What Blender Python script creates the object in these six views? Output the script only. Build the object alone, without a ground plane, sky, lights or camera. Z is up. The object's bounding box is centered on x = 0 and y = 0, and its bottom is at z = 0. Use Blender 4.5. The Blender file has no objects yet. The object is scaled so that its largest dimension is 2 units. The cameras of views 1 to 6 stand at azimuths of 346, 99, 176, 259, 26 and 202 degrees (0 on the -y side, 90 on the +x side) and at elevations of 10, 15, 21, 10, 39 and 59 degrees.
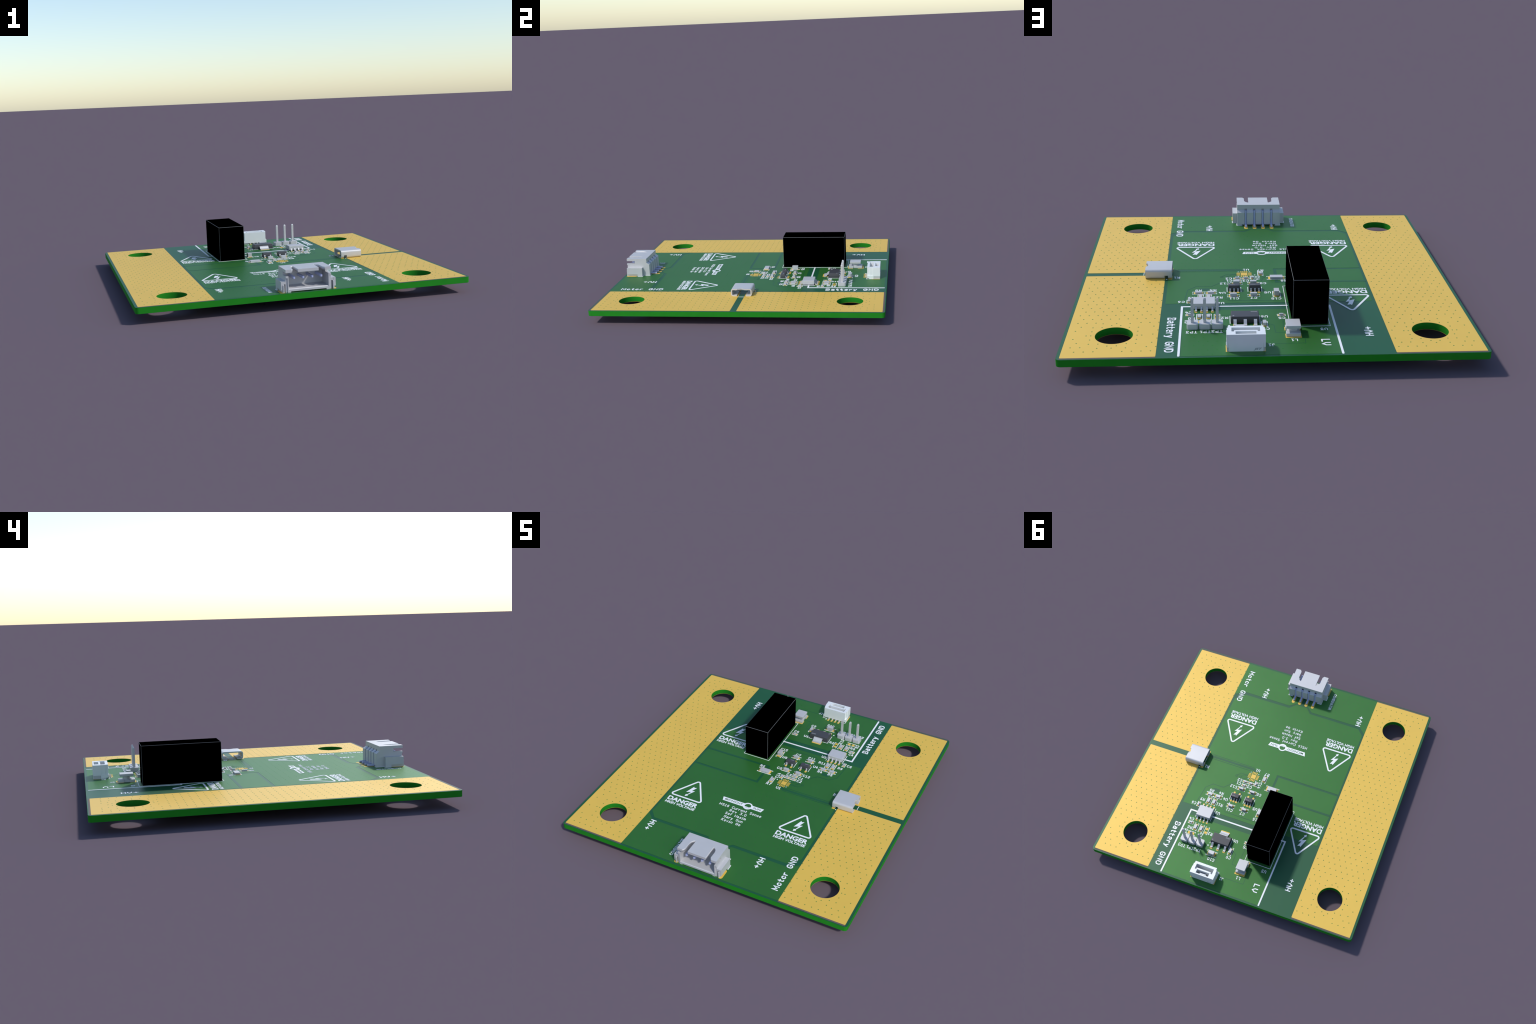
# Current-sensing circuit board: laminate, copper areas, printed lettering and soldered parts.
# All layout numbers are millimetres on the board (origin at the board centre, z from the board top);
# K converts them to metres in the scene.
import bpy, bmesh, math
from mathutils import Matrix, Vector

K = 1.0 / 46.0
ZTOP = 0.0974          # top of the laminate in metres
ZBOT = 0.0612          # underside of the laminate
col = bpy.context.scene.collection

# ------------------------------------------------------------------ materials
def srgb(r, g, b):
    f = lambda c: c / 12.92 if c <= 0.04045 else ((c + 0.055) / 1.055) ** 2.4
    return (f(r / 255), f(g / 255), f(b / 255), 1)

def make_mat(name, base, rough=0.5, metal=0.0, spec=0.5, vary=0.04, scale=14.0, grain=0.0):
    m = bpy.data.materials.new(name)
    m.use_nodes = True
    nt = m.node_tree
    bs = nt.nodes["Principled BSDF"]
    bs.inputs["Roughness"].default_value = rough
    bs.inputs["Metallic"].default_value = metal
    bs.inputs["Specular IOR Level"].default_value = spec
    tc = nt.nodes.new("ShaderNodeTexCoord")
    nz = nt.nodes.new("ShaderNodeTexNoise")
    nz.inputs["Scale"].default_value = scale
    nz.inputs["Detail"].default_value = 3
    nt.links.new(tc.outputs["Object"], nz.inputs["Vector"])
    rp = nt.nodes.new("ShaderNodeValToRGB")
    rp.color_ramp.elements[0].position = 0.3
    rp.color_ramp.elements[1].position = 0.7
    rp.color_ramp.elements[0].color = tuple(c * (1 - vary) for c in base[:3]) + (1,)
    rp.color_ramp.elements[1].color = tuple(min(1, c * (1 + vary)) for c in base[:3]) + (1,)
    nt.links.new(nz.outputs["Fac"], rp.inputs["Fac"])
    nt.links.new(rp.outputs["Color"], bs.inputs["Base Color"])
    if grain > 0:
        n2 = nt.nodes.new("ShaderNodeTexNoise")
        n2.inputs["Scale"].default_value = 260
        nt.links.new(tc.outputs["Object"], n2.inputs["Vector"])
        bp = nt.nodes.new("ShaderNodeBump")
        bp.inputs["Strength"].default_value = grain
        bp.inputs["Distance"].default_value = 0.001
        nt.links.new(n2.outputs["Fac"], bp.inputs["Height"])
        nt.links.new(bp.outputs["Normal"], bs.inputs["Normal"])
    return m

M_EDGE = make_mat("laminate_edge", (0.016, 0.215, 0.014), 0.8, spec=0.1)
M_MASK = make_mat("solder_mask_bare", (0.009, 0.094, 0.034), 0.46, metal=0.15, vary=0.03, scale=5)
M_POUR = make_mat("solder_mask_over_copper", (0.031, 0.154, 0.026), 0.48, metal=0.3, vary=0.03, scale=5)
M_VIA = make_mat("via_fill", (0.013, 0.192, 0.011), 0.48, metal=0.3)
M_GOLDVIA = make_mat("via_fill_gold", (0.08, 0.22, 0.03), 0.6)
M_GOLD = make_mat("gold_plating", (0.77, 0.495, 0.082), 0.51, metal=0.15, vary=0.02, scale=5)
M_BARE = make_mat("bare_laminate", (0.115, 0.09, 0.075), 0.7)
M_SILK = make_mat("white_ink", (0.86, 0.87, 0.88), 0.48, metal=0.1, vary=0.02)
M_GREY = make_mat("grey_ceramic", (0.54, 0.54, 0.55), 0.49, metal=0.25, vary=0.02)
M_PART = make_mat("grey_moulding", (0.545, 0.545, 0.555), 0.49, metal=0.25, vary=0.02)
M_WHITE = make_mat("white_nylon", (0.80, 0.82, 0.82), 0.42, metal=0.15, vary=0.02)
M_MARK = make_mat("moulded_mark", (0.30, 0.32, 0.34), 0.6)
M_TIN = make_mat("tinned_metal", (0.555, 0.555, 0.565), 0.48, metal=0.27, vary=0.02)
M_PIN = make_mat("bright_pin", (0.42, 0.46, 0.68), 0.35, vary=0.02)
M_BLACK = make_mat("case_baked_unlit", (0.0, 0.0, 0.0), 1.0, spec=0.0)  # zero base and specular: lightless shading of doubled faces baked into the case
M_RIM = make_mat("case_edge_painted_glint", (0.11, 0.115, 0.12), 0.6)  # chamfers coloured grey to show the light they catch along the edges
M_CHIP = make_mat("chip_epoxy", (0.052, 0.052, 0.058), 0.45, vary=0.05)
M_CHIPMARK = make_mat("chip_marking", (0.30, 0.31, 0.32), 0.6)

# ------------------------------------------------------------------ scene tree helpers
root = bpy.data.objects.new("circuit_board", None)
root.empty_display_size = 0.2
col.objects.link(root)
root["label"] = "square green circuit board with gold contact strips and soldered parts"
root["category"] = "circuit board"

def add(name, mesh, parent=None, mats=None, loc=(0, 0, 0), kind=None):
    o = bpy.data.objects.new(name, mesh)
    col.objects.link(o)
    o.parent = parent or root
    o.location = loc
    if mats and not mesh.materials:
        for m in (mats if isinstance(mats, (list, tuple)) else [mats]):
            mesh.materials.append(m)
    if kind:
        o["kind"] = kind
    return o

def bm_mesh(bm, name):
    me = bpy.data.meshes.new(name)
    bmesh.ops.recalc_face_normals(bm, faces=bm.faces)
    bm.to_mesh(me)
    bm.free()
    return me

def place(x, y, z=0.0):
    return (x * K, y * K, ZTOP + z * K)

# ------------------------------------------------------------------ flat shapes
def plate_mesh(name, loops, z0, z1):
    """Fill closed 2D loops (inner loops become holes) and give them depth z0..z1 (mm)."""
    cu = bpy.data.curves.new(name, 'CURVE')
    cu.dimensions = '2D'
    cu.fill_mode = 'BOTH'
    cu.extrude = (z1 - z0) * K / 2
    for lp in loops:
        sp = cu.splines.new('POLY')
        sp.points.add(len(lp) - 1)
        for p, (x, y) in zip(sp.points, lp):
            p.co = (x * K, y * K, 0, 1)
        sp.use_cyclic_u = True
    ob = bpy.data.objects.new(name, cu)
    me = bpy.data.meshes.new_from_object(ob)
    bpy.data.objects.remove(ob)
    bpy.data.curves.remove(cu)
    me.transform(Matrix.Translation((0, 0, (z0 + z1) * K / 2)))
    me.name = name
    me.materials.clear()
    return me

def circle(cx, cy, r, n=48, a0=0.0, a1=360.0):
    full = abs(a1 - a0) >= 360
    m = n if full else n - 1
    return [(cx + r * math.cos(math.radians(a0 + (a1 - a0) * i / m)),
             cy + r * math.sin(math.radians(a0 + (a1 - a0) * i / m))) for i in range(n)]

def rect(x0, y0, x1, y1, r=0.0, n=6):
    if r <= 0:
        return [(x0, y0), (x1, y0), (x1, y1), (x0, y1)]
    out = []
    for cx, cy, a in ((x1 - r, y0 + r, -90), (x1 - r, y1 - r, 0), (x0 + r, y1 - r, 90), (x0 + r, y0 + r, 180)):
        out += circle(cx, cy, r, n, a, a + 90)
    return out

def hull_offset(pts, r, n=8):
    """Convex loop around pts (counter-clockwise) at distance r, with round corners."""
    out = []
    m = len(pts)
    for i, (x, y) in enumerate(pts):
        px, py = pts[i - 1]
        nx, ny = pts[(i + 1) % m]
        a = math.degrees(math.atan2(y - py, x - px)) - 90
        b = math.degrees(math.atan2(ny - y, nx - x)) - 90
        while b < a:
            b += 360
        out += circle(x, y, r, n, a, b)
    return out

def add_prism(bm, loop, z0, z1):
    lo = [bm.verts.new((x * K, y * K, z0 * K)) for x, y in loop]
    hi = [bm.verts.new((x * K, y * K, z1 * K)) for x, y in loop]
    n = len(loop)
    bm.faces.new(hi)
    bm.faces.new(lo[::-1])
    for i in range(n):
        bm.faces.new((lo[i], lo[(i + 1) % n], hi[(i + 1) % n], hi[i]))

def add_stroke(bm, pts, w, z0, z1, cap=5):
    """Round-ended ribbon of width w along a polyline, from z0 up to z1."""
    q = [pts[0]]
    for p in pts[1:]:
        if math.dist(p, q[-1]) > 1e-5:
            q.append(p)
    pts = q
    if len(pts) == 1:
        add_prism(bm, circle(pts[0][0], pts[0][1], w / 2, 10), z0, z1)
        return
    h = w / 2
    n = len(pts)
    dirs = [math.atan2(pts[i + 1][1] - pts[i][1], pts[i + 1][0] - pts[i][0]) for i in range(n - 1)]
    L, R = [], []
    for i, (x, y) in enumerate(pts):
        if i == 0:
            a, s = dirs[0], 1.0
        elif i == n - 1:
            a, s = dirs[-1], 1.0
        else:
            d = (dirs[i] - dirs[i - 1] + math.pi) % (2 * math.pi) - math.pi
            a = dirs[i - 1] + d / 2
            s = min(1.0 / max(math.cos(d / 2), 0.3), 1.9)
        ox, oy = -math.sin(a) * h * s, math.cos(a) * h * s
        L.append((x + ox, y + oy))
        R.append((x - ox, y - oy))
    def up(p): return bm.verts.new((p[0] * K, p[1] * K, z1 * K))
    def dn(p): return bm.verts.new((p[0] * K, p[1] * K, z0 * K))
    Lu, Ru = [up(p) for p in L], [up(p) for p in R]
    Ld, Rd = [dn(p) for p in L], [dn(p) for p in R]
    for i in range(n - 1):
        bm.faces.new((Ru[i], Ru[i + 1], Lu[i + 1], Lu[i]))
        bm.faces.new((Lu[i], Lu[i + 1], Ld[i + 1], Ld[i]))
        bm.faces.new((Ru[i + 1], Ru[i], Rd[i], Rd[i + 1]))
    for end in (0, n - 1):
        x, y = pts[end]
        a = math.degrees(dirs[0]) + 90 if end == 0 else math.degrees(dirs[-1]) - 90
        arc = [(x + h * math.cos(math.radians(a + 180 * k / cap)), y + h * math.sin(math.radians(a + 180 * k / cap)))
               for k in range(1, cap)]
        first, last = (Lu[0], Ru[0]) if end == 0 else (Ru[-1], Lu[-1])
        fd, ld = (Ld[0], Rd[0]) if end == 0 else (Rd[-1], Ld[-1])
        u = [first] + [up(p) for p in arc] + [last]
        d = [fd] + [dn(p) for p in arc] + [ld]
        bm.faces.new(u)
        for i in range(len(u) - 1):
            bm.faces.new((u[i], d[i], d[i + 1], u[i + 1]))

# ------------------------------------------------------------------ solid shapes
def add_box(bm, x0, y0, z0, x1, y1, z1, taper=0.0, chamfer=0.0):
    """Box in mm; taper pulls the top in; chamfer bevels all edges."""
    v = [bm.verts.new((x * K, y * K, z * K)) for x, y, z in (
        (x0, y0, z0), (x1, y0, z0), (x1, y1, z0), (x0, y1, z0),
        (x0 + taper, y0 + taper, z1), (x1 - taper, y0 + taper, z1),
        (x1 - taper, y1 - taper, z1), (x0 + taper, y1 - taper, z1))]
    f = [bm.faces.new([v[i] for i in ix]) for ix in
         ((3, 2, 1, 0), (4, 5, 6, 7), (0, 1, 5, 4), (1, 2, 6, 5), (2, 3, 7, 6), (3, 0, 4, 7))]
    if chamfer > 0:
        es = {e for fc in f for e in fc.edges}
        bmesh.ops.bevel(bm, geom=list(es), offset=chamfer * K, segments=2, profile=0.5, affect='EDGES')

def box_mesh(name, *a, **k):
    bm = bmesh.new()
    add_box(bm, *a, **k)
    return bm_mesh(bm, name)

def add_bent_strip(bm, path, t, a0, a1, axis='x'):
    """Metal strip of thickness t following a path in the plane normal to `axis`, spanning a0..a1 along it."""
    n = len(path)
    dirs = [math.atan2(path[i + 1][1] - path[i][1], path[i + 1][0] - path[i][0]) for i in range(n - 1)]
    A, B = [], []
    for i, (p, z) in enumerate(path):
        if i == 0: a, s = dirs[0], 1
        elif i == n - 1: a, s = dirs[-1], 1
        else:
            d = (dirs[i] - dirs[i - 1] + math.pi) % (2 * math.pi) - math.pi
            a, s = dirs[i - 1] + d / 2, 1 / max(math.cos(d / 2), 0.4)
        ox, oz = -math.sin(a) * t / 2 * s, math.cos(a) * t / 2 * s
        A.append((p + ox, z + oz)); B.append((p - ox, z - oz))
    def V(a, pz):
        return bm.verts.new((a * K, pz[0] * K, pz[1] * K) if axis == 'x' else (pz[0] * K, a * K, pz[1] * K))
    rows = [[V(a, A[i]) for i in range(n)] for a in (a0, a1)] + [[V(a, B[i]) for i in range(n)] for a in (a0, a1)]
    a0t, a1t, a0b, a1b = rows
    for i in range(n - 1):
        bm.faces.new((a0t[i], a1t[i], a1t[i + 1], a0t[i + 1]))
        bm.faces.new((a0b[i + 1], a1b[i + 1], a1b[i], a0b[i]))
        bm.faces.new((a0t[i], a0t[i + 1], a0b[i + 1], a0b[i]))
        bm.faces.new((a1t[i + 1], a1t[i], a1b[i], a1b[i + 1]))
    for i in (0, n - 1):
        bm.faces.new((a0t[i], a0b[i], a1b[i], a1t[i]))

def round_path(pts, r, n=4):
    """Replace the inner corners of a 2D path by arcs of about radius r."""
    out = [pts[0]]
    for i in range(1, len(pts) - 1):
        p, c, q = Vector(pts[i - 1]), Vector(pts[i]), Vector(pts[i + 1])
        a = c + (p - c).normalized() * min(r, (p - c).length * 0.49)
        b = c + (q - c).normalized() * min(r, (q - c).length * 0.49)
        for k in range(n + 1):
            t = k / n
            out.append(tuple((1 - t) ** 2 * a + 2 * t * (1 - t) * c + t * t * b))
    out.append(pts[-1])
    return out

def carve(mesh, cutters, join=()):
    """Boolean: add the `join` meshes to the mesh, then cut the `cutters` out of it; returns a new mesh."""
    ob = bpy.data.objects.new("work", mesh)
    col.objects.link(ob)
    tmp = []
    for op, group in (('UNION', join), ('DIFFERENCE', cutters)):
        for c in group:
            co = bpy.data.objects.new("tool", c)
            col.objects.link(co)
            tmp.append(co)
            md = ob.modifiers.new("b", 'BOOLEAN')
            md.operation = op
            md.solver = 'EXACT'
            md.object = co
    dg = bpy.context.evaluated_depsgraph_get()
    dg.update()
    out = bpy.data.meshes.new_from_object(ob.evaluated_get(dg))
    for o in tmp + [ob]:
        bpy.data.objects.remove(o)
    out.materials.clear()
    return out

def soften(ob, w=0.06, seg=2):
    md = ob.modifiers.new("edge", 'BEVEL')
    md.width = w * K
    md.segments = seg
    md.limit_method = 'ANGLE'
    md.angle_limit = math.radians(35)
    return ob

# ------------------------------------------------------------------ stroke lettering
GLYPH = {}
def g(ch, width, *strokes):
    GLYPH[ch] = (width, strokes)
def arc(cx, cy, rx, ry, a0, a1, n=9):
    return [(cx + rx * math.cos(math.radians(a0 + (a1 - a0) * i / (n - 1))),
             cy + ry * math.sin(math.radians(a0 + (a1 - a0) * i / (n - 1)))) for i in range(n)]

g(' ', .55)
g('A', .6, [(0, 0), (.3, 1), (.6, 0)], [(.12, .3), (.48, .3)])
g('B', .6, [(0, .5), (.36, .5)] + arc(.36, .75, .2, .25, -90, 90, 6) + [(0, 1), (0, 0)] + [(.36, 0)] + arc(.36, .25, .24, .25, -90, 80, 6))
g('C', .6, arc(.32, .66, .30, .34, 25, 180, 7) + arc(.32, .34, .30, .34, 180, 335, 7))
g('D', .6, [(0, 0), (0, 1), (.25, 1)] + arc(.25, .65, .35, .35, 90, 0, 5) + arc(.25, .35, .35, .35, 0, -90, 5) + [(0, 0)])
g('G', .6, arc(.32, .66, .30, .34, 30, 180, 7) + arc(.32, .34, .30, .34, 180, 350, 7) + [(.62, .46), (.38, .46)])
g('H', .6, [(0, 0), (0, 1)], [(.6, 0), (.6, 1)], [(0, .52), (.6, .52)])
g('I', .3, [(.15, 0), (.15, 1)], [(0, 0), (.3, 0)], [(0, 1), (.3, 1)])
g('J', .45, [(.4, 1), (.4, .25)] + arc(.2, .22, .2, .22, 0, -160, 6))
g('K', .6, [(0, 0), (0, 1)], [(.58, 1), (0, .42)], [(.17, .6), (.6, 0)])
g('L', .5, [(0, 1), (0, 0), (.5, 0)])
g('M', .7, [(0, 0), (0, 1), (.35, .3), (.7, 1), (.7, 0)])
g('N', .6, [(0, 0), (0, 1), (.6, 0), (.6, 1)])
g('O', .64, arc(.32, .66, .32, .34, 0, 180, 8) + arc(.32, .34, .32, .34, 180, 360, 8) + [(.64, .66)])
g('P', .55, [(0, 0), (0, 1), (.32, 1)] + arc(.32, .73, .24, .27, 90, -90, 7) + [(0, .46)])
g('R', .6, [(0, 0), (0, 1), (.34, 1)] + arc(.34, .74, .24, .26, 90, -90, 7) + [(0, .48)], [(.28, .48), (.6, 0)])
g('S', .58, arc(.29, .75, .27, .25, 30, 250, 8) + arc(.29, .25, .28, .26, 75, -150, 8))
g('T', .6, [(0, 1), (.6, 1)], [(.3, 1), (.3, 0)])
g('U', .6, [(0, 1)] + arc(.3, .3, .3, .3, 180, 360, 9) + [(.6, 1)])
g('V', .6, [(0, 1), (.3, 0), (.6, 1)])
g('V2', .6, [(0, 1), (0, .45), (.3, 0), (.6, .45), (.6, 1)])
g('+', .66, [(.03, .42), (.63, .42)], [(.33, .12), (.33, .72)])
g('.', .2, [(.1, .02), (.1, .06)])
g('0', .56, arc(.28, .66, .28, .34, 0, 180, 7) + arc(.28, .34, .28, .34, 180, 360, 7) + [(.56, .66)])
g('1', .46, [(.02, .8), (.23, 1), (.23, 0)], [(0, 0), (.46, 0)])
g('2', .54, arc(.27, .73, .26, .27, 150, -30, 7) + [(0, 0), (.54, 0)])
g('3', .54, [(0, 1), (.52, 1), (.24, .6)] + arc(.26, .3, .28, .3, 80, -150, 8))
g('4', .58, [(.40, 0), (.40, .62)], [(.24, 1), (0, .3), (.58, .3)])
g('5', .54, [(.5, 1), (.06, 1), (.02, .55)] + arc(.26, .3, .28, .3, 115, -150, 8))
g('6', .54, [(.46, 1), (.2, .9)] + arc(.27, .45, .26, .3, 130, 180, 4) + arc(.27, .27, .26, .27, 180, 520, 11))
g('7', .54, [(0, 1), (.54, 1), (.2, 0)])
g('8', .54, arc(.27, .77, .22, .23, -90, 270, 11) + arc(.27, .27, .26, .27, 90, -270, 11))
g('9', .54, [(.08, 0), (.34, .1)] + arc(.27, .55, .26, .3, -50, 0, 4) + arc(.27, .73, .26, .27, 0, 340, 11))
g('a', .5, [(.46, .4), (.2, .4)] + arc(.2, .2, .2, .2, 90, 270, 6) + [(.46, .03)], [(.06, .66), (.3, .7), (.46, .58), (.46, 0)])
g('e', .52, [(.02, .38), (.52, .38)] + arc(.27, .42, .25, .3, 0, 180, 7) + arc(.27, .3, .25, .31, 180, 272, 5) + [(.42, .0)])
g('f', .4, [(.42, 1)] + arc(.28, .82, .14, .18, 90, 180, 4) + [(.14, 0)], [(0, .64), (.36, .64)])
g('i', .3, [(.02, .64), (.17, .64), (.17, 0)], [(.17, .9), (.17, .94)], [(.02, 0), (.32, 0)])
g('m', .66, [(0, 0), (0, .66)], [(0, .56), (.12, .66), (.26, .64), (.33, .5), (.33, 0)], [(.33, .52), (.45, .66), (.58, .64), (.66, .5), (.66, 0)])
g('n', .46, [(0, 0), (0, .66)], [(0, .52), (.16, .66), (.34, .66), (.46, .52), (.46, 0)])
g('o', .5, arc(.25, .33, .25, .33, 0, 360, 13))
g('r', .36, [(0, 0), (0, .66)], [(0, .45), (.14, .62), (.36, .66)])
g('s', .44, [(.42, .58), (.26, .66), (.06, .6), (.06, .44), (.4, .3), (.42, .1), (.24, 0), (0, .06)])
g('t', .38, [(.14, .95), (.14, .18), (.24, 0), (.38, 0)], [(0, .64), (.36, .64)])
g('u', .46, [(0, .66), (0, .14), (.12, 0), (.3, 0), (.46, .14)], [(.46, .66), (.46, 0)])
g('v', .46, [(0, .66), (.23, 0), (.46, .66)])
g('y', .46, [(0, .66), (.23, .02)], [(.46, .66), (.2, -.2), (.04, -.26)])

SILK0, SILK1 = 0.0, 0.075      # ink layer, mm above the laminate

def stroke_text(bm, text, cx, cy, height, rot=0.0, w=None, width=None, gap=.34, z0=SILK0, z1=SILK1):
    """Lettering centred on cx, cy; width (if given) stretches the line to that length, pen included."""
    w = w or height * .16
    pen = 0.0
    runs = []
    for ch in text:
        wd, strokes = GLYPH[ch]
        runs.append((pen, strokes))
        pen += wd + gap
    total = pen - gap
    sx = (width - w) / total if width else height
    c, s = math.cos(math.radians(rot)), math.sin(math.radians(rot))
    k = 0
    for off, strokes in runs:
        for st in strokes:
            pts = []
            for x, y in st:
                X, Y = (x + off - total / 2) * sx, (y - .5) * height
                pts.append((cx + X * c - Y * s, cy + X * s + Y * c))
            add_stroke(bm, pts, w, z0, z1 + .003 * (k % 6))
            k += 1

def font_mesh(name, text, cx, cy, width, cap, z0, z1, bold=0.0, shear=0.0):
    """Built-in sans lettering scaled to a given width and capital height, centred on cx, cy."""
    cu = bpy.data.curves.new(name, 'FONT')
    cu.body = text
    cu.size = 1.0
    cu.offset = bold
    cu.shear = shear
    cu.extrude = 0.5
    cu.resolution_u = 4
    ob = bpy.data.objects.new(name, cu)
    me = bpy.data.meshes.new_from_object(ob)
    bpy.data.objects.remove(ob)
    bpy.data.curves.remove(cu)
    xs = [v.co.x for v in me.vertices]
    ys = [v.co.y for v in me.vertices]
    mx, my = (min(xs) + max(xs)) / 2, (min(ys) + max(ys)) / 2
    sx = width * K / (max(xs) - min(xs))
    sy = cap * K / (max(ys) - min(ys))
    for v in me.vertices:
        v.co = ((v.co.x - mx) * sx + cx * K, (v.co.y - my) * sy + cy * K, (z0 + (v.co.z + .5) * (z1 - z0)) * K)
    me.materials.clear()
    return me

# ================================================================== the bare board
HOLE = 35.0
HR = 4.1
holes = [circle(sx * HOLE, sy * HOLE, HR, 72) for sx in (-1, 1) for sy in (-1, 1)]
zb = (ZBOT - ZTOP) / K
me = plate_mesh("laminate", [rect(-46, -46, 46, 46, 1.0)] + holes, zb + .03, -.03)
laminate = add("laminate", me, mats=M_EDGE, loc=place(0, 0))
mask_holes = [circle(sx * HOLE, sy * HOLE, HR + .02, 72) for sx in (-1, 1) for sy in (-1, 1)]
add("solder_mask", plate_mesh("solder_mask", [rect(-45.98, -45.98, 45.98, 45.98, 1.0)] + mask_holes, -.03, 0), laminate, M_MASK)
add("solder_mask", plate_mesh("solder_mask", [rect(-45.98, -45.98, 45.98, 45.98, 1.0)] + mask_holes, zb, zb + .03), laminate, M_MASK)

GX0, GX1, GY = 25.46, 45.25, 45.24
def strip_loops(x0, y0, x1, y1, r=.25):
    lp = [rect(x0, y0, x1, y1, r)]
    for sx in (-1, 1):
        for sy in (-1, 1):
            if x0 < sx * HOLE < x1 and y0 < sy * HOLE < y1:
                lp.append(circle(sx * HOLE, sy * HOLE, HR + .01, 72))
    return lp
STRIPS = ((-GX1, -GY, -GX0, GY), (GX0, -GY, GX1, -1.0), (GX0, 1.0, GX1, GY))
for s in STRIPS:
    add("contact_strip", plate_mesh("contact_strip", strip_loops(*s), 0, .04), laminate, M_GOLD)
    add("contact_strip", plate_mesh("contact_strip", strip_loops(*s), zb - .04, zb), laminate, M_GOLD)
for sx in (-1, 1):
    for sy in (-1, 1):
        xs = sorted((sx * GX0, sx * (GX1 + .05)))
        ys = sorted((sy * (GY + .01), sy * 45.7))
        add("bare_edge", plate_mesh("bare_edge", [rect(xs[0], ys[0], xs[1], ys[1])], 0, .02), laminate, M_BARE)

# copper areas under the mask: lighter green
POURS = []
POURS.append([(1.2, -45.3), (25.44, -45.3), (25.44, -30.25), (22.0, -32.5), (4.35, -32.4), (2.3, -34.1), (1.2, -34.4)])
POURS.append([(-1.2, -45.3), (-1.2, -34.4), (-2.3, -34.1), (-4.3, -32.3), (-22.75, -32.4), (-25.44, -29.9), (-25.44, -45.3)])
POURS.append([(2.1, -33.6), (4.15, -31.35), (21.4, -31.3), (24.65, -28.2), (24.65, 18.6), (-1.5, 18.55), (-13.0, 18.5),
              (-24.6, 18.4), (-24.75, 6.45), (-2.1, 6.45), (-2.1, -2.85), (-24.8, -2.85), (-24.8, -29.0), (-22.65, -31.35),
              (-3.95, -31.45), (-2.0, -33.6)])
POURS.append([(-24.75, -2.1), (-2.9, -2.1), (-2.9, 5.75), (-24.75, 5.75)])
POURS.append([(20.3, 22.35), (20.3, 45.3), (-13.85, 45.3), (-13.85, 22.35)])
for p in POURS:
    add("copper_pour", plate_mesh("copper_pour", [p], 0, .025), laminate, M_POUR)

# conductor tracks: the clearance around them shows as darker lines in the mask
bm = bmesh.new()
TRACKS = [
    (.16, [(5.3, 37.5), (5.25, 30.6)]),
    (.16, [(-.35, 34.7), (-.22, 30.9), (.45, 30.4), (1.0, 30.4)]),
    (.16, [(-.35, 34.7), (-2.4, 34.7)]),
    (.16, [(1.0, 40.2), (-6.55, 40.1), (-6.6, 38.0)]),
    (.16, [(-2.2, 33.0), (-2.5, 27.9)]),
    (.16, [(12.4, 33.6), (10.0, 36.6), (8.9, 36.6), (7.0, 38.0)]),
    (.16, [(10.6, 32.7), (6.1, 38.0)]),
    (.16, [(12.6, 29.6), (12.5, 27.8)]),
    (.16, [(11.3, 25.3), (8.0, 25.3)]),
    (.22, [(20.2, 16.8), (19.6, 10.5), (17.6, 8.4), (13.8, 8.4), (10.3, 4.75), (8.4, 2.6), (7.3, 1.9)]),
    (.16, [(11.1, 2.2), (10.2, .85), (7.6, .75)]),
    (.16, [(9.6, 2.2), (9.0, 1.2), (7.4, 1.05)]),
    (.2, [(9.9, 10.9), (10.65, 13.2), (10.4, 16.3), (9.4, 17.25), (-1.6, 17.2)]),
    (.75, [(22.3, -2.05), (6.75, -2.05), (5.75, -1.45)]),
    (.2, [(22.4, -2.88), (6.7, -2.8), (5.1, -1.4)]),
    (.2, [(21.8, -1.22), (6.8, -1.15)]),
    (.75, [(-2.5, 2.2), (-2.5, 6.1), (-24.7, 6.1)]),
    (.16, [(.1, 2.4), (.9, 3.6), (1.3, 5.4)]),
    (.16, [(1.2, 1.6), (.7, 2.8)]),
]
for i, (w, pts) in enumerate(TRACKS):
    add_stroke(bm, pts, w, 0, .030 + .0007 * i)
add_prism(bm, rect(14.3, 9.7, 16.8, 11.0, .4), 0, .0335)
for x, y in ((11.2, 2.35), (9.75, 2.3)):
    add_stroke(bm, circle(x, y, .38, 14, 0, 350), .15, 0, .0455)
for x, y in ((7.3, 8.9), (1.5 + .8, 8.85)):
    add_prism(bm, circle(x, y, .85, 18), 0, .0465)
add("track", bm_mesh(bm, "track"), laminate, M_MASK, kind="stuff")

# vias: 2 mm staggered lattice, with a fixed rosette round each mounting hole
def lattice(x0, y0, keep):
    out = []
    for j in range(-50, 51):
        for i in range(-26, 27):
            x, y = x0 + 2 * i + (1 if j % 2 else 0), y0 + 2 * j
            if keep(x, y):
                out.append((x, y))
    return out
ROSETTE = [(5, 0), (6, 0), (0, 6), (5, 2), (5, 4), (3, 4), (3, 6), (1, 5)]
def on_strip(x, y):
    m = .42
    if not any(a + m < x < c - 2.2 * (c > 0) - m * (c < 0) * 0 and b + 1.6 < y < d - 1.6 for a, b, c, d in STRIPS):
        return False
    if -GX1 <= x <= -GX1 + 1.6 or 43.9 < x:
        return False
    if 22.5 < x < 32 and abs(y) < 4.3:
        return False
    return all(math.hypot(abs(x) - HOLE, abs(y) - HOLE) > 7.9 for _ in (0,))
gold_vias = lattice(-26.4, 14.58, lambda x, y: x < 0 and on_strip(x, y))
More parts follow.
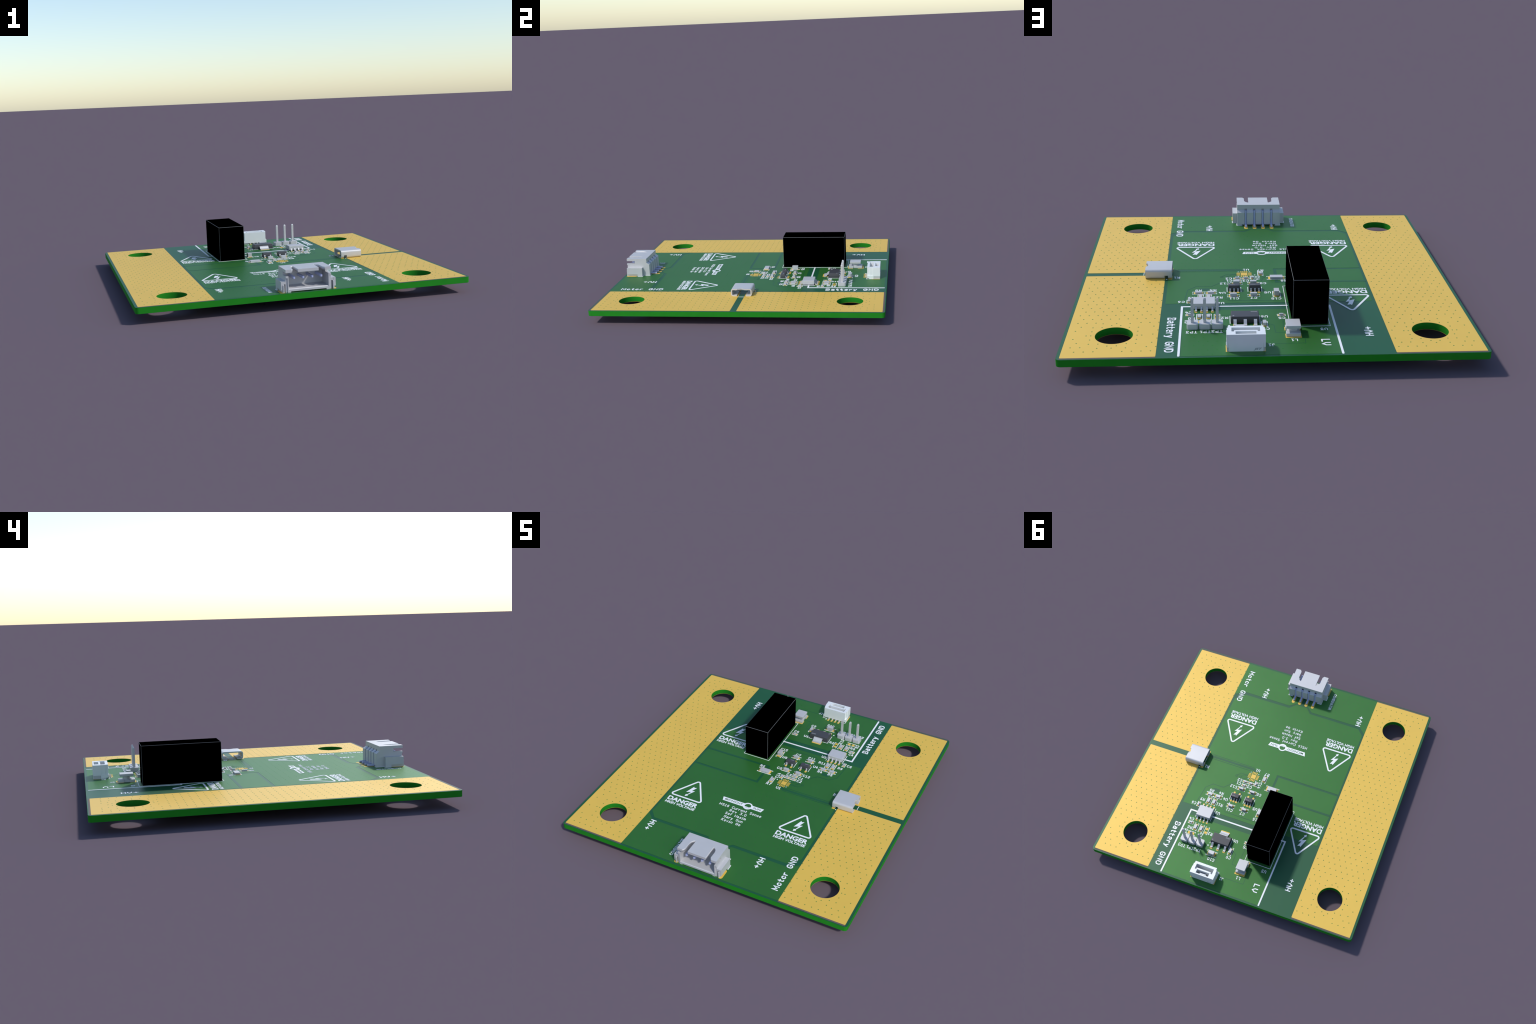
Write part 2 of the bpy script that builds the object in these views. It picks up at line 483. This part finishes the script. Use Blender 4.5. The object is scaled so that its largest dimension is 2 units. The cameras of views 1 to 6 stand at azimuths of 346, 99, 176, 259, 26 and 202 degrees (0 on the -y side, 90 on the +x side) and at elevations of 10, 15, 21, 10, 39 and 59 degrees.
gold_vias += lattice(43.64, -21.41, lambda x, y: x > 0 and y < 0 and (x < 43.9 and x > GX0 - .1 and y > -44 and y < -1.8)
                     and not (x < 32 and y > -4.3) and math.hypot(x - HOLE, y + HOLE) > 7.9)
gold_vias += lattice(43.62, 36.58, lambda x, y: x > 0 and y > 0 and (x < 43.9 and x > GX0 - .1 and y < 44 and y > 2.4)
                     and not (x < 32 and y < 4.3) and math.hypot(x - HOLE, y - HOLE) > 7.9)
for sx in (-1, 1):
    for sy in (-1, 1):
        for a, b in ROSETTE:
            for p, q_ in {(a, b), (-a, b), (a, -b), (-a, -b)}:
                gold_vias.append((sx * HOLE + p, sy * HOLE + q_))
bm = bmesh.new()
for x, y in gold_vias:
    add_prism(bm, circle(x, y, .16, 10), .0, .055)
add("via_field", bm_mesh(bm, "via_field"), laminate, M_GOLDVIA, kind="stuff")

TEXT_KEEPOUT = ((-24, -24.2, -13, -10), (13, -23.8, 23.5, -9.6), (-9, -24, 7, -12), (-24.5, 10, -14, 18),
                (-8.8, -46, 8.8, -33.2), (13, -38, 16, -31), (-24, -38, -20, -31), (21.5, -43, 25, -27.5),
                (-25, -3.2, -2, 6.7), (-13.2, 8, 15, 34.6), (2, 36, 11.5, 45), (-14.5, 37.5, -9, 42),
                (-7.6, 31, 0, 39.5), (0, -3.2, 25, 7.2), (10, 7, 25, 36.0), (3, 34, 15, 38))
def on_pour(x, y):
    if abs(x) > 24 or not (-44.2 < y < 17.6 or 23.5 < y < 44.8):
        return False
    if y > 23 and not (-13 < x < 19.8):
        return False
    if -33.3 < y < -30.6:
        return False
    return not any(a < x < c and b < y < d for a, b, c, d in TEXT_KEEPOUT)
bm = bmesh.new()
for x, y in lattice(11.57, -23.5, on_pour):
    add_prism(bm, circle(x, y, .17, 8), 0, .034)
add("via_field", bm_mesh(bm, "via_field"), laminate, M_VIA, kind="stuff")

# ================================================================== printed ink
bm = bmesh.new()
def line(pts, w=.15, z=0.0):
    add_stroke(bm, pts, w, 0, SILK1 + z)
# isolation border and module outline
line([(-14.02, 45.2), (-14.02, 20.7), (-12.75, 20.7)], .5)
line([(-3.9, 20.45), (20.69, 20.45), (20.69, 45.2)], .5)
line([(-12.89, 8.84), (-3.83, 8.84), (-3.83, 31.85), (-12.89, 31.85), (-12.89, 8.84)], .15, .004)
# shunt, chip and connector outlines
line([(30.95, -.95), (30.95, .85)]); line([(23.88, -.95), (23.88, .9)])
line([(25.0, -3.68), (25.12, -3.68)], .28); line([(25.0, 3.62), (25.12, 3.62)], .28)
for cx, cy in ((8.3, 10.7), (3.2, 10.62)):
    for s in (-1, 1):
        line([(cx + s * 1.7, cy - 1.4), (cx + s * 1.7, cy + 1.42)], .16)
for x in (12.78, 18.22):
    line([(x, 18.0), (x, 22.45)], .16)
line([(12.78, 17.3), (12.78, 18.0)], .16)
line([(4.5, 26.0), (2.85, 26.0), (2.85, 30.05)], .16)
line([(7.9, 26.0), (9.6, 26.0), (9.6, 30.05)], .16)
line([(2.38, 40.3), (2.38, 39.08), (3.95, 39.08)], .15); line([(9.1, 39.08), (10.6, 39.08), (10.6, 40.5)], .15)
for s in (-1, 1):
    line([(s * 4.75, -36.88), (s * 6.37, -36.88), (s * 6.37, -39.23), (s * 7.67, -39.23), (s * 7.67, -40.95)], .15)
for sx in (-1, 1):
    for sy in (-1, 1):
        line([(5.5 + sx * 1.5, .7 + sy * 1.3), (5.5 + sx * 1.5, .7 + sy * 1.5), (5.5 + sx * 1.3, .7 + sy * 1.5)], .15)
for x, y, r in ((2.81, 1.44, .2), (9.31, 13.5, .2), (4.26, 13.4, .2), (9.85, 31.0, .24), (3.75, 38.55, .2)):
    add_prism(bm, circle(x, y, r, 16), 0, SILK1)
add("ink_outline", bm_mesh(bm, "ink_outline"), laminate, M_SILK)

def lettering(*args, **kw):
    b = bmesh.new()
    stroke_text(b, *args, **kw)
    return add("lettering", bm_mesh(b, "lettering"), laminate, M_SILK)

for x, y, yy in ((14.45, -34.65, 0), (-22.0, -34.8, 0), (-21.05, 34.9, 0)):
    b = bmesh.new()
    lettering(["H", "V2", "+"], x, y, 1.55, rot=-90, w=.32, width=4.6)
lettering("Motor GND", 22.85, -35.0, 1.6, rot=90, w=.34, width=14.4, gap=.36)
lettering("Battery GND", 22.8, 34.95, 1.65, rot=90, w=.34, width=17.1)
lettering(["L", "V2"], -11.0, 39.95, 1.65, rot=90, w=.34, width=3.0)
lettering("COMBINATOR", -9.95, -39.4, .95, rot=90, w=.15, width=7.4, gap=.3)
for i, (t, w) in enumerate((("MS16 Current Sense", 14.3), ("Rev 3.0", 5.75), ("Saf Nasim", 7.0), ("Gary Sun", 6.35), ("Kevin Ge", 6.4))):
    lettering(t, -.95, -16.85 - 1.53 * i, .92, w=.15, width=w, gap=.34)

LABELS = [("U2", 11.6, 18.64), ("C11", 8.36, 16.02), ("C7", 3.62, 15.85), ("U5", .18, 12.66), ("U4", 11.23, 12.6),
          ("R9", 18.63, 15.35), ("C6", 20.93, 17.65), ("R11", 12.3, 15.36), ("R5", 16.96, 11.02), ("R4", 13.44, 10.94),
          ("C12", 10.5, 6.85), ("C1", 9.35, 5.05), ("C2", 9.45, 3.6), ("C3", 5.2, 5.15), ("C8", .97, 6.91),
          ("R7", 1.25, -1.68), ("U1", 4.92, -2.17), ("C4", 19.09, 23.69), ("R8", 18.35, 26.95), ("R2", 10.8, 26.9),
          ("R6", -4.39, 5.44), ("C15", -1.75, 16.4), ("C5", -2.3, 27.35), ("U6", 1.7, 26.45), ("L1", -4.23, 38.66),
          ("J1", .91, 40.86), ("C10", 6.87, 35.57), ("C9", 1.65, 32.85), ("TP3", 18.16, 34.05), ("TP1", 15.15, 34.0),
          ("TP2", 12.56, 33.93), ("U3", -11.3, 33.4), ("R1", 22.5, 2.6)]
for t, x, y in LABELS:
    lettering(t, x, y, .95, w=.19, gap=.38)
for t, x, y in (("C14", 2.15, 3.4), ("R3", 19.3, 28.65), ("C13", 13.6, 28.95)):
    lettering(t, x, y, .95, rot=90, w=.19, gap=.38)

# warning signs: triangle, flash and two lines of bold lettering
FLASH = [(-.28, 6.15), (.0, 5.7), (.78, 5.98), (.02, 4.02), (1.0, 4.34), (-.25, 1.95), (-.02, 1.62), (-.84, 1.0), (-.92, 1.98),
         (-.48, 1.95), (.06, 3.55), (-1.36, 2.9)]
def warning_sign(cx, cy):
    tri = [(-4.4, .85), (4.4, .85), (0, 8.2)]
    loops = [[(cx + x, cy + y) for x, y in hull_offset(tri, r)] for r in (.86, .36)]
    m1 = plate_mesh("warning_triangle", loops, 0, SILK1)
    m2 = plate_mesh("lightning_flash", [[(cx + x, cy + y) for x, y in FLASH]], 0, SILK1)
    t = add("warning_triangle", m1, laminate, M_SILK)
    add("lightning_flash", m2, laminate, M_SILK)
    add("lettering", font_mesh("lettering", "DANGER", cx + .02, cy - 1.62, 10.3, 1.85, 0, SILK1, bold=.033), laminate, M_SILK)
    add("lettering", font_mesh("lettering", "HIGH VOLTAGE", cx + .02, cy - 3.4, 10.2, 1.1, 0, SILK1, bold=.026), laminate, M_SILK)
for c in ((-18.65, -19.75), (18.15, -19.2), (-19.15, 14.6)):
    warning_sign(*c)

# banner with a ringed medallion; the words are left open to the green mask
bx, by = .3, -14.27
bar_l = [(-8.5, -13.5), (-8.0, -15.05), (-1.0, -15.05), (-1.0, -13.5)]
bar_r = [(1.6, -15.05), (5.1, -15.05), (5.5, -13.5), (1.6, -13.5)]
inner = circle(bx, by + .05, 1.02, 22, 205, -25) + [(bx + .6, by - .25), (bx + .35, by - .62), (bx + .1, by - .3), (bx - .15, by - .55),
                                                   (bx - .4, by - .2), (bx - .6, by - .45)]
for nm, lp, z in (("banner", [bar_l], 0), ("banner", [bar_r], 0), ("medallion", [circle(bx, by, 1.5, 40), inner], .004)):
    add(nm, plate_mesh(nm, lp, 0, SILK1 + z), laminate, M_SILK)
add("banner_lettering", font_mesh("banner_lettering", "MIDNIGHT", -4.5, -14.27, 6.0, .82, 0, SILK1 + .02, bold=.004), laminate, M_POUR)
add("banner_lettering", font_mesh("banner_lettering", "SUN", 3.45, -14.27, 2.5, .82, 0, SILK1 + .02, bold=.004), laminate, M_POUR)
bm = bmesh.new()
for x, y, r in ((-.75, -.35, .1), (-.45, -.75, .09), (.1, -.85, .1), (.5, -.8, .08), (-.85, -.05, .08)):
    add_prism(bm, circle(bx + x, by + y, r, 8), 0, SILK1 + .02)
add("medallion_speck", bm_mesh(bm, "medallion_speck"), laminate, M_POUR, kind="stuff")

# ================================================================== solder pads helper
PAD = .05
def pads(parent, loops, name="solder_pad"):
    b = bmesh.new()
    for lp in loops:
        add_prism(b, lp, 0, PAD)
    return add(name, bm_mesh(b, name), parent, M_GOLD)

def brackets(parent, hx, hy, tick):
    b = bmesh.new()
    for s in (-1, 1):
        add_stroke(b, [(-hx, s * (hy - tick)), (-hx, s * hy), (hx, s * hy), (hx, s * (hy - tick))], .15, 0, SILK1)
    return add("ink_bracket", bm_mesh(b, "ink_bracket"), parent, M_SILK)

# ------------------------------------------------------------------ chip resistors and capacitors
SIZES = {  # length, width, pad inner, pad outer, pad half width, bracket half length, half width
    '0402': (1.0, .5, .22, .78, .30, .92, .47),
    '0603': (1.6, .8, .30, 1.12, .47, 1.42, .66),
    '0805': (2.0, 1.25, .55, 1.45, .70, 1.72, .90),
    '1206': (3.2, 1.6, 1.0, 2.05, .88, 2.34, 1.02),
}
proto = {}
def chip(kind, size, x, y, h, vertical=False, body=True):
    L, W, p0, p1, pw, bx_, by_ = SIZES[size]
    key = (kind, size, h)
    if key not in proto:
        m_body = box_mesh(kind, -L / 2, -W / 2, .05, L / 2, W / 2, h, chamfer=.04)
        m_body.materials.append(M_GREY)
        b = bmesh.new()
        for s in (-1, 1):
            a0, a1 = sorted((s * p0, s * p1))
            add_prism(b, rect(a0, -pw, a1, pw, .08, 3), 0, PAD)
        m_pad = bm_mesh(b, "solder_pad")
        m_pad.materials.append(M_GOLD)
        b = bmesh.new()
        for s in (-1, 1):
            add_stroke(b, [(-bx_, s * (by_ - .3)), (-bx_, s * by_), (bx_, s * by_), (bx_, s * (by_ - .3))], .15, 0, SILK1)
        m_ink = bm_mesh(b, "ink_bracket")
        m_ink.materials.append(M_SILK)
        proto[key] = (m_body, m_pad, m_ink)
    m_body, m_pad, m_ink = proto[key]
    if body:
        o = add(kind, m_body, loc=place(x, y))
    else:
        o = add("empty_footprint", m_pad, loc=place(x, y))
    if vertical:
        o.rotation_euler.z = math.pi / 2
    if body:
        add("solder_pad", m_pad, o)
    add("ink_bracket", m_ink, o)
    return o

HR_, HC_, H4 = .45, .8, .5
for x, y, v in ((16.95, 12.53, 0), (13.95, 12.53, 0), (16.4, 15.0, 1), (14.45, 15.0, 1), (16.53, 26.1, 1), (1.35, .45, 1)):
    chip("chip_resistor", '0603', x, y, HR_, bool(v))
chip("chip_resistor", '1206', -2.55, 3.5, .6)
chip("chip_resistor", '0603', 17.1, 28.8, HR_, False, body=False)
chip("chip_resistor", '0603', 12.53, 26.25, HR_, True, body=False)
for x, y, v in ((19.15, 17.55, 1), (18.75, 25.05, 0), (7.35, 3.68, 0), (5.2, 3.7, 0), (7.24, 5.2, 0), (3.5, 3.35, 1), (-2.25, 25.8, 0)):
    chip("chip_capacitor", '0402', x, y, H4, bool(v))
for x, y, v in ((7.62, 6.82, 0), (3.4, 6.88, 0), (8.52, 14.45, 0), (3.6, 14.3, 0), (1.85, 30.5, 1)):
    chip("chip_capacitor", '0603', x, y, HC_, bool(v))
chip("chip_capacitor", '0805', -1.95, 13.67, 1.25, True)
chip("chip_capacitor", '0805', 7.5, 33.5, 1.25)
chip("chip_capacitor", '0603', 14.48, 26.1, HR_, True)

# ------------------------------------------------------------------ unpopulated quad footprint
lp = [rect(-.82, -.82, .82, .82)]
for k in range(4):
    p = -.75 + .5 * k
    lp += [rect(p - .14, 1.02, p + .14, 1.92), rect(p - .14, -1.92, p + .14, -1.02),
           rect(1.02, p - .14, 1.92, p + .14), rect(-1.92, p - .14, -1.02, p + .14)]
b = bmesh.new()
for l_ in lp:
    add_prism(b, l_, 0, PAD)
add("empty_footprint", bm_mesh(b, "empty_footprint"), None, M_GOLD, loc=place(5.5, .7))

# ------------------------------------------------------------------ leaded chips
def gull(y_body, y_end, z_body, t, w, s):
    """Gull-wing lead path in (y, z) going outwards on side s."""
    return round_path([(s * y_body, z_body), (s * (y_body + .28), z_body), (s * (y_end - .62), t / 2 + PAD), (s * y_end, t / 2 + PAD)], .22)

def leads(parent, items, t, w):
    for x, path in items:
        b = bmesh.new()
        add_bent_strip(b, path, t, -w / 2, w / 2)
        m = bm_mesh(b, "lead")
        o = add("lead", m, parent, M_TIN)
        o.location = (x * K, 0, 0)

def oval_pads(parent, items, w, y0, y1, r):
    lp = []
    for x, s in items:
        a, c = sorted((s * y0, s * y1))
        lp.append(rect(x - w / 2, a, x + w / 2, c, r))
    pads(parent, lp)

def small_ic(x, y):
    b = bmesh.new()
    add_box(b, -1.46, -.82, .1, 1.46, .82, .75, taper=-.0)
    add_box(b, -1.46, -.82, .75, 1.46, .82, 1.45, taper=.14)
    bmesh.ops.remove_doubles(b, verts=b.verts, dist=1e-6)
    o = soften(add("integrated_circuit", bm_mesh(b, "integrated_circuit"), None, M_CHIP, loc=place(x, y)), .05)
    top = [(-.95, 1), (0, 1), (.95, 1), (-.95, -1), (.95, -1)]
    leads(o, [(px, gull(.75, 1.45, .65, .2, .42, s)) for px, s in top], .2, .42)
    oval_pads(o, top, .66, 1.12, 2.1, .3)
    b = bmesh.new()
    add_stroke(b, [(-.1, .3), (.25, .2), (.7, .28), (1.05, .22)], .13, 1.4, 1.457)
    add("chip_marking", bm_mesh(b, "chip_marking"), o, M_CHIPMARK)
    return o
small_ic(8.3, 10.68)
small_ic(3.2, 10.66)

b = bmesh.new()
add_box(b, -2.52, -1.95, .22, 2.52, 1.95, 1.6)
amp = soften(add("amplifier_chip", bm_mesh(b, "amplifier_chip"), None, M_PART, loc=place(15.48, 20.27)), .08)
side = [(-1.905 + 1.27 * k, s) for k in range(4) for s in (-1, 1)]
leads(amp, [(px, gull(1.85, 3.05, .75, .2, .42, s)) for px, s in side], .2, .44)
oval_pads(amp, side, .6, 2.1, 3.5, .06)

b = bmesh.new()
add_box(b, -3.25, -1.78, .1, 3.25, 1.78, .85)
add_box(b, -3.25, -1.78, .85, 3.25, 1.78, 1.62, taper=.14)
bmesh.ops.remove_doubles(b, verts=b.verts, dist=1e-6)
reg = soften(add("voltage_regulator", bm_mesh(b, "voltage_regulator"), None, M_CHIP, loc=place(6.2, 28.05)), .06)
three = [(-2.3, 1), (0, 1), (2.3, 1)]
leads(reg, [(px, gull(1.7, 3.4, .95, .28, .7, s)) for px, s in three], .28, .72)
oval_pads(reg, three, .92, 1.9, 3.8, .25)
leads(reg, [(0, round_path([(-1.7, .95), (-2.15, .95), (-2.75, .2), (-3.5, .2)], .25))], .28, 3.0)
pads(reg, [rect(-1.6, -3.92, 1.6, -2.1, .25)])
b = bmesh.new()
for i in range(6):
    x0 = -2.75 + i * .25
    add_stroke(b, [(x0, -1.2), (x0 + .06, -.78), (x0 + .15, -1.15)], .1, 1.6, 1.634 + .002 * (i % 2))
add("chip_marking", bm_mesh(b, "chip_marking"), reg, M_CHIPMARK)
b = bmesh.new()
add_prism(b, circle(2.65, 1.05, .2, 16), 1.6, 1.626)
add("chip_marking", bm_mesh(b, "chip_marking"), reg, M_CHIPMARK)

# ------------------------------------------------------------------ power module: tall black block
b = bmesh.new()
add_box(b, -4.03, -10.83, 0.02, 4.03, 10.83, 10.87)
mod_me = bm_mesh(b, "power_module")
mod = add("power_module", mod_me, None, [M_BLACK, M_RIM], loc=place(-8.47, 20.08))
bm = bmesh.new(); bm.from_mesh(mod_me)
r = bmesh.ops.bevel(bm, geom=list(bm.edges), offset=.07 * K, segments=1, affect='EDGES')
for f in r['faces']:
    f.material_index = 1
bm.to_mesh(mod_me); bm.free()

# ------------------------------------------------------------------ current shunt: folded metal bridge
prof = round_path([(1.45, .24), (3.18, .24), (3.18, 2.3), (-3.18, 2.3), (-3.18, .24), (-1.45, .24)], .55, 6)
b = bmesh.new()
add_bent_strip(b, prof, .38, -3.3, 3.3)
sh = bm_mesh(b, "current_shunt")
cut = [box_mesh("c", -2.35, -4, -.2, -1.45, -2.6, .95), box_mesh("c", -2.35, 2.6, -.2, -1.45, 4, .95),
       box_mesh("c", -2.35, -3.6, -.2, -1.45, -1.2, .6), box_mesh("c", -2.35, 1.2, -.2, -1.45, 3.6, .6)]
nt = plate_mesh("c", [[(4, -1.15), (4, .9), (3.2, .9), (2.85, .55), (2.7, .1), (2.75, -.4), (2.95, -.75), (2.95, -1.15)]], 1.5, 3.2)
shunt = add("current_shunt", carve(sh, cut + [nt]), None, M_TIN, loc=place(27.05, 0.02))
for p in shunt.data.polygons:
    p.use_smooth = True
shunt.data.set_sharp_from_angle(angle=math.radians(35))
pads(shunt, [rect(-3.38, 1.2, -2.4, 3.68), rect(-3.38, -3.68, -2.4, -1.2)])

# ------------------------------------------------------------------ inductor: drum on two feet
b = bmesh.new()
add_box(b, -1.6, -1.86, 1.72, 1.6, 1.86, 2.42)
ind = soften(add("inductor", bm_mesh(b, "inductor"), None, M_PART, loc=place(-4.17, 34.72)), .06)
b = bmesh.new()
bmesh.ops.create_cone(b, cap_ends=True, segments=28, radius1=1.05 * K, radius2=1.05 * K, depth=1.3 * K,
                      matrix=Matrix.Translation((0, 0, 1.15 * K)))
core = add("inductor_core", bm_mesh(b, "inductor_core"), ind, M_PART)
b = bmesh.new()
add_box(b, -1.6, .75, PAD, 1.6, 2.3, .8)
add_box(b, -1.6, -2.3, PAD, 1.6, -.75, .8)
add_box(b, -1.35, -.76, PAD, 1.35, .76, .72)
soften(add("inductor_base", bm_mesh(b, "inductor_base"), ind, M_PART), .06)
pads(ind, [rect(-1.8, .85, 1.75, 2.85), rect(-1.8, -2.6, 1.75, -.85)])

# ------------------------------------------------------------------ test pins: one post in a square block each
b = bmesh.new()
c_ = .32
add_prism(b, [(-1.27 + c_, -1.27), (1.27 - c_, -1.27), (1.27, -1.27 + c_), (1.27, 1.27 - c_), (1.27 - c_, 1.27),
              (-1.27 + c_, 1.27), (-1.27, 1.27 - c_), (-1.27, -1.27 + c_)], .02, 1.27)
m_block = bm_mesh(b, "test_pin")
m_block.materials.append(M_PART)
b = bmesh.new()
zl = -ZTOP / K
add_box(b, -.32, -.32, zl + .35, .32, .32, 6.8)
add_box(b, -.32, -.32, 6.8, .32, .32, 7.16, taper=.14)
t_lo = bmesh.ops.create_cube(b, size=1.0, matrix=Matrix.Translation((0, 0, (zl + .175) * K)) @ Matrix.Diagonal((.44 * K, .44 * K, .35 * K, 1)))
m_post = bm_mesh(b, "post")
m_post.materials.append(M_PART)
for x in (18.03, 15.26, 12.48):
    o = add("test_pin", m_block, loc=place(x, 31.44))
    add("post", m_post, o)
    b = bmesh.new()
    add_prism(b, circle(0, 0, .95, 24), zb - PAD, zb)
    add("solder_pad", bm_mesh(b, "solder_pad"), o, M_GOLD)

# ------------------------------------------------------------------ wire connector, side entry, four ways
def prism_x(name, prof, x0, x1):
    b = bmesh.new()
    A = [b.verts.new((x0 * K, y * K, z * K)) for y, z in prof]
    B = [b.verts.new((x1 * K, y * K, z * K)) for y, z in prof]
    n = len(prof)
    b.faces.new(A[::-1]); b.faces.new(B)
    for i in range(n):
        b.faces.new((A[i], A[(i + 1) % n], B[(i + 1) % n], B[i]))
    return bm_mesh(b, name)

PX = (-3.75, -1.25, 1.25, 3.75)
Y0 = 41.0      # local origin is at y = -41
prof = [(-4.0, 0.03), (-4.0, 6.1), (3.08, 6.1), (3.08, 4.62), (4.0, 3.95), (4.0, .03)]
shell = prism_x("wire_connector", prof, -6.25, 6.25)
tools = [prism_x("c", [(-5.5, .55), (-4.0, .82), (-3.78, 1.02), (1.5, 1.02), (1.5, 5.3), (-5.5, 5.3)], -5.5, 5.5),                       # mating cavity
         box_mesh("c", -7, -5, 4.35, 7, -1.15, 5.3),                        # side windows
         box_mesh("c", -4.9, -5, -.5, 4.9, 5, .3),                          # underside relief
         box_mesh("c", -7, -5, -.5, -5.75, -3.75, 3.9), box_mesh("c", 5.75, -5, -.5, 7, -3.75, 3.9)]
for s in (-1, 1):
    lp = [(s * 2.85, -5), (s * 2.85, .85), (s * 3.1, .78), (s * 3.6, .4), (s * 3.95, -.12), (s * 4.12, -.9), (s * 4.12, -3.25), (s * 4.65, -4.1), (s * 4.65, -5)]
    tools.append(plate_mesh("c", [lp if s < 0 else lp[::-1]], 5.0, 7.0))
for px in PX:
    tools.append(box_mesh("c", px - .34, 2.75, -.2, px + .34, 5, 4.95))
wings = [box_mesh("w", -7.55, -3.8, .03, -6.0, 1.65, 3.02), box_mesh("w", 6.0, -3.8, .03, 7.55, 1.65, 3.02)]
for s in (-1, 1):
    x = sorted((s * 7.12, s * 8.2)); tools.append(box_mesh("c", x[0], -4.5, -.3, x[1], -.1, .72))
    x = sorted((s * 6.32, s * 6.75)); tools.append(box_mesh("c", x[0], -4.6, -.3, x[1], -3.1, 2.3))
con = add("wire_connector", carve(shell, tools, wings), None, M_PART, loc=place(0, -Y0))
# metal retention tabs at both ends
for s in (-1, 1):
    x = sorted((s * 6.72, s * 7.02))
    soften(add("retention_tab", box_mesh("retention_tab", x[0], -4.05, PAD, x[1], -3.2, 2.1), con, M_TIN), .04)
for px in PX:
    path = round_path([(3.55, 4.5), (3.55, .36), (5.92, .36)], .45, 5)
    pin = bmesh.new()
    add_bent_strip(pin, path, .56, -.29, .29)
    o = soften(add("contact_pin", bm_mesh(pin, "contact_pin"), con, M_PIN), .09)
    o.location.x = px * K
    pin = bmesh.new()
    add_box(pin, -.3, -3.2, 3.38, .3, 1.6, 3.98)
    t = bmesh.ops.create_cube(pin, size=1.0, matrix=Matrix.Translation((0, -3.33 * K, 3.68 * K)) @ Matrix.Diagonal((.44 * K, .3 * K, .44 * K, 1)))
    o = add("contact_pin", bm_mesh(pin, "contact_pin"), con, M_PIN)
    o.location.x = px * K
lp = [rect(px - .56, 3.4, px + .56, 7.0, .55, 8) for px in PX]
lp += [rect(-7.8, -4.1, -6.4, -.35, .65, 8), rect(6.4, -4.1, 7.8, -.35, .65, 8)]
pads(con, lp)

# ------------------------------------------------------------------ signal connector, top entry, four ways
sig = box_mesh("signal_connector", -4.14, -2.15, .03, 4.14, 2.12, 4.0)
tools = [box_mesh("c", -3.05, -1.35, .9, 3.05, -.05, 5), box_mesh("c", -3.05, -.2, .9, -2.5, .5, 5), box_mesh("c", 2.5, -.2, .9, 3.05, .5, 5),
         box_mesh("c", -2.2, .46, .9, 2.2, 1.72, 5),
         box_mesh("c", 3.8, -3, 1.25, 5, -1.35, 5), box_mesh("c", -5, -3, 1.25, -3.8, -1.35, 5),
         box_mesh("c", 4.03, -3, 1.25, 5, -.2, 5), box_mesh("c", -5, -3, 1.25, -4.03, -.2, 5),
         box_mesh("c", 3.7, 0.0, -1, 5, 3, 1.0), box_mesh("c", -5, 0.0, -1, -3.7, 3, 1.0),
         box_mesh("c", 3.66, 2.02, -1, 3.72, 3, 1.95), box_mesh("c", -3.72, 2.02, -1, -3.66, 3, 1.95),
         box_mesh("c", -4.5, -2.5, -1, 4.5, -1.5, .3)]
sigo = add("signal_connector", carve(sig, tools), None, M_WHITE, loc=place(6.48, 41.5))
add("latch_bar", box_mesh("latch_bar", -1.1, .85, 1.0, 1.1, 1.25, 3.0), sigo, M_WHITE)
for s in (-1, 1):
    x = sorted((s * 3.72, s * 4.08))
    add("retention_tab", box_mesh("retention_tab", x[0], .05, PAD, x[1], 2.02, .98), sigo, M_TIN)
xs4 = [-1.86, -.6, .66, 1.94]
for x in xs4:
    b = bmesh.new()
    add_bent_strip(b, round_path([(-1.6, .75), (-2.0, .3), (-2.0, .17), (-2.95, .17)], .15), .2, -.15, .15)
    o = add("lead", bm_mesh(b, "lead"), sigo, M_TIN)
    o.location.x = x * K
pads(sigo, [rect(x - .3, -3.5, x + .3, -1.75) for x in xs4] + [rect(3.6, -.85, 4.28, 2.15), rect(-4.2, -.85, -3.6, 2.15)])
mk = font_mesh("moulded_mark", "JST", 0, 0, 1.75, .62, 0, .02, bold=.04, shear=.28)
mk.transform(Matrix.Translation((-2.5 * K, 2.115 * K, .55 * K)) @ Matrix.Rotation(math.pi, 4, 'Z') @ Matrix.Rotation(math.pi / 2, 4, 'X'))
add("moulded_mark", mk, sigo, M_MARK)

# the whole object: nothing is left hidden or unparented
for o in list(bpy.data.objects):
    if o.parent is None and o is not root:
        bpy.data.objects.remove(o)
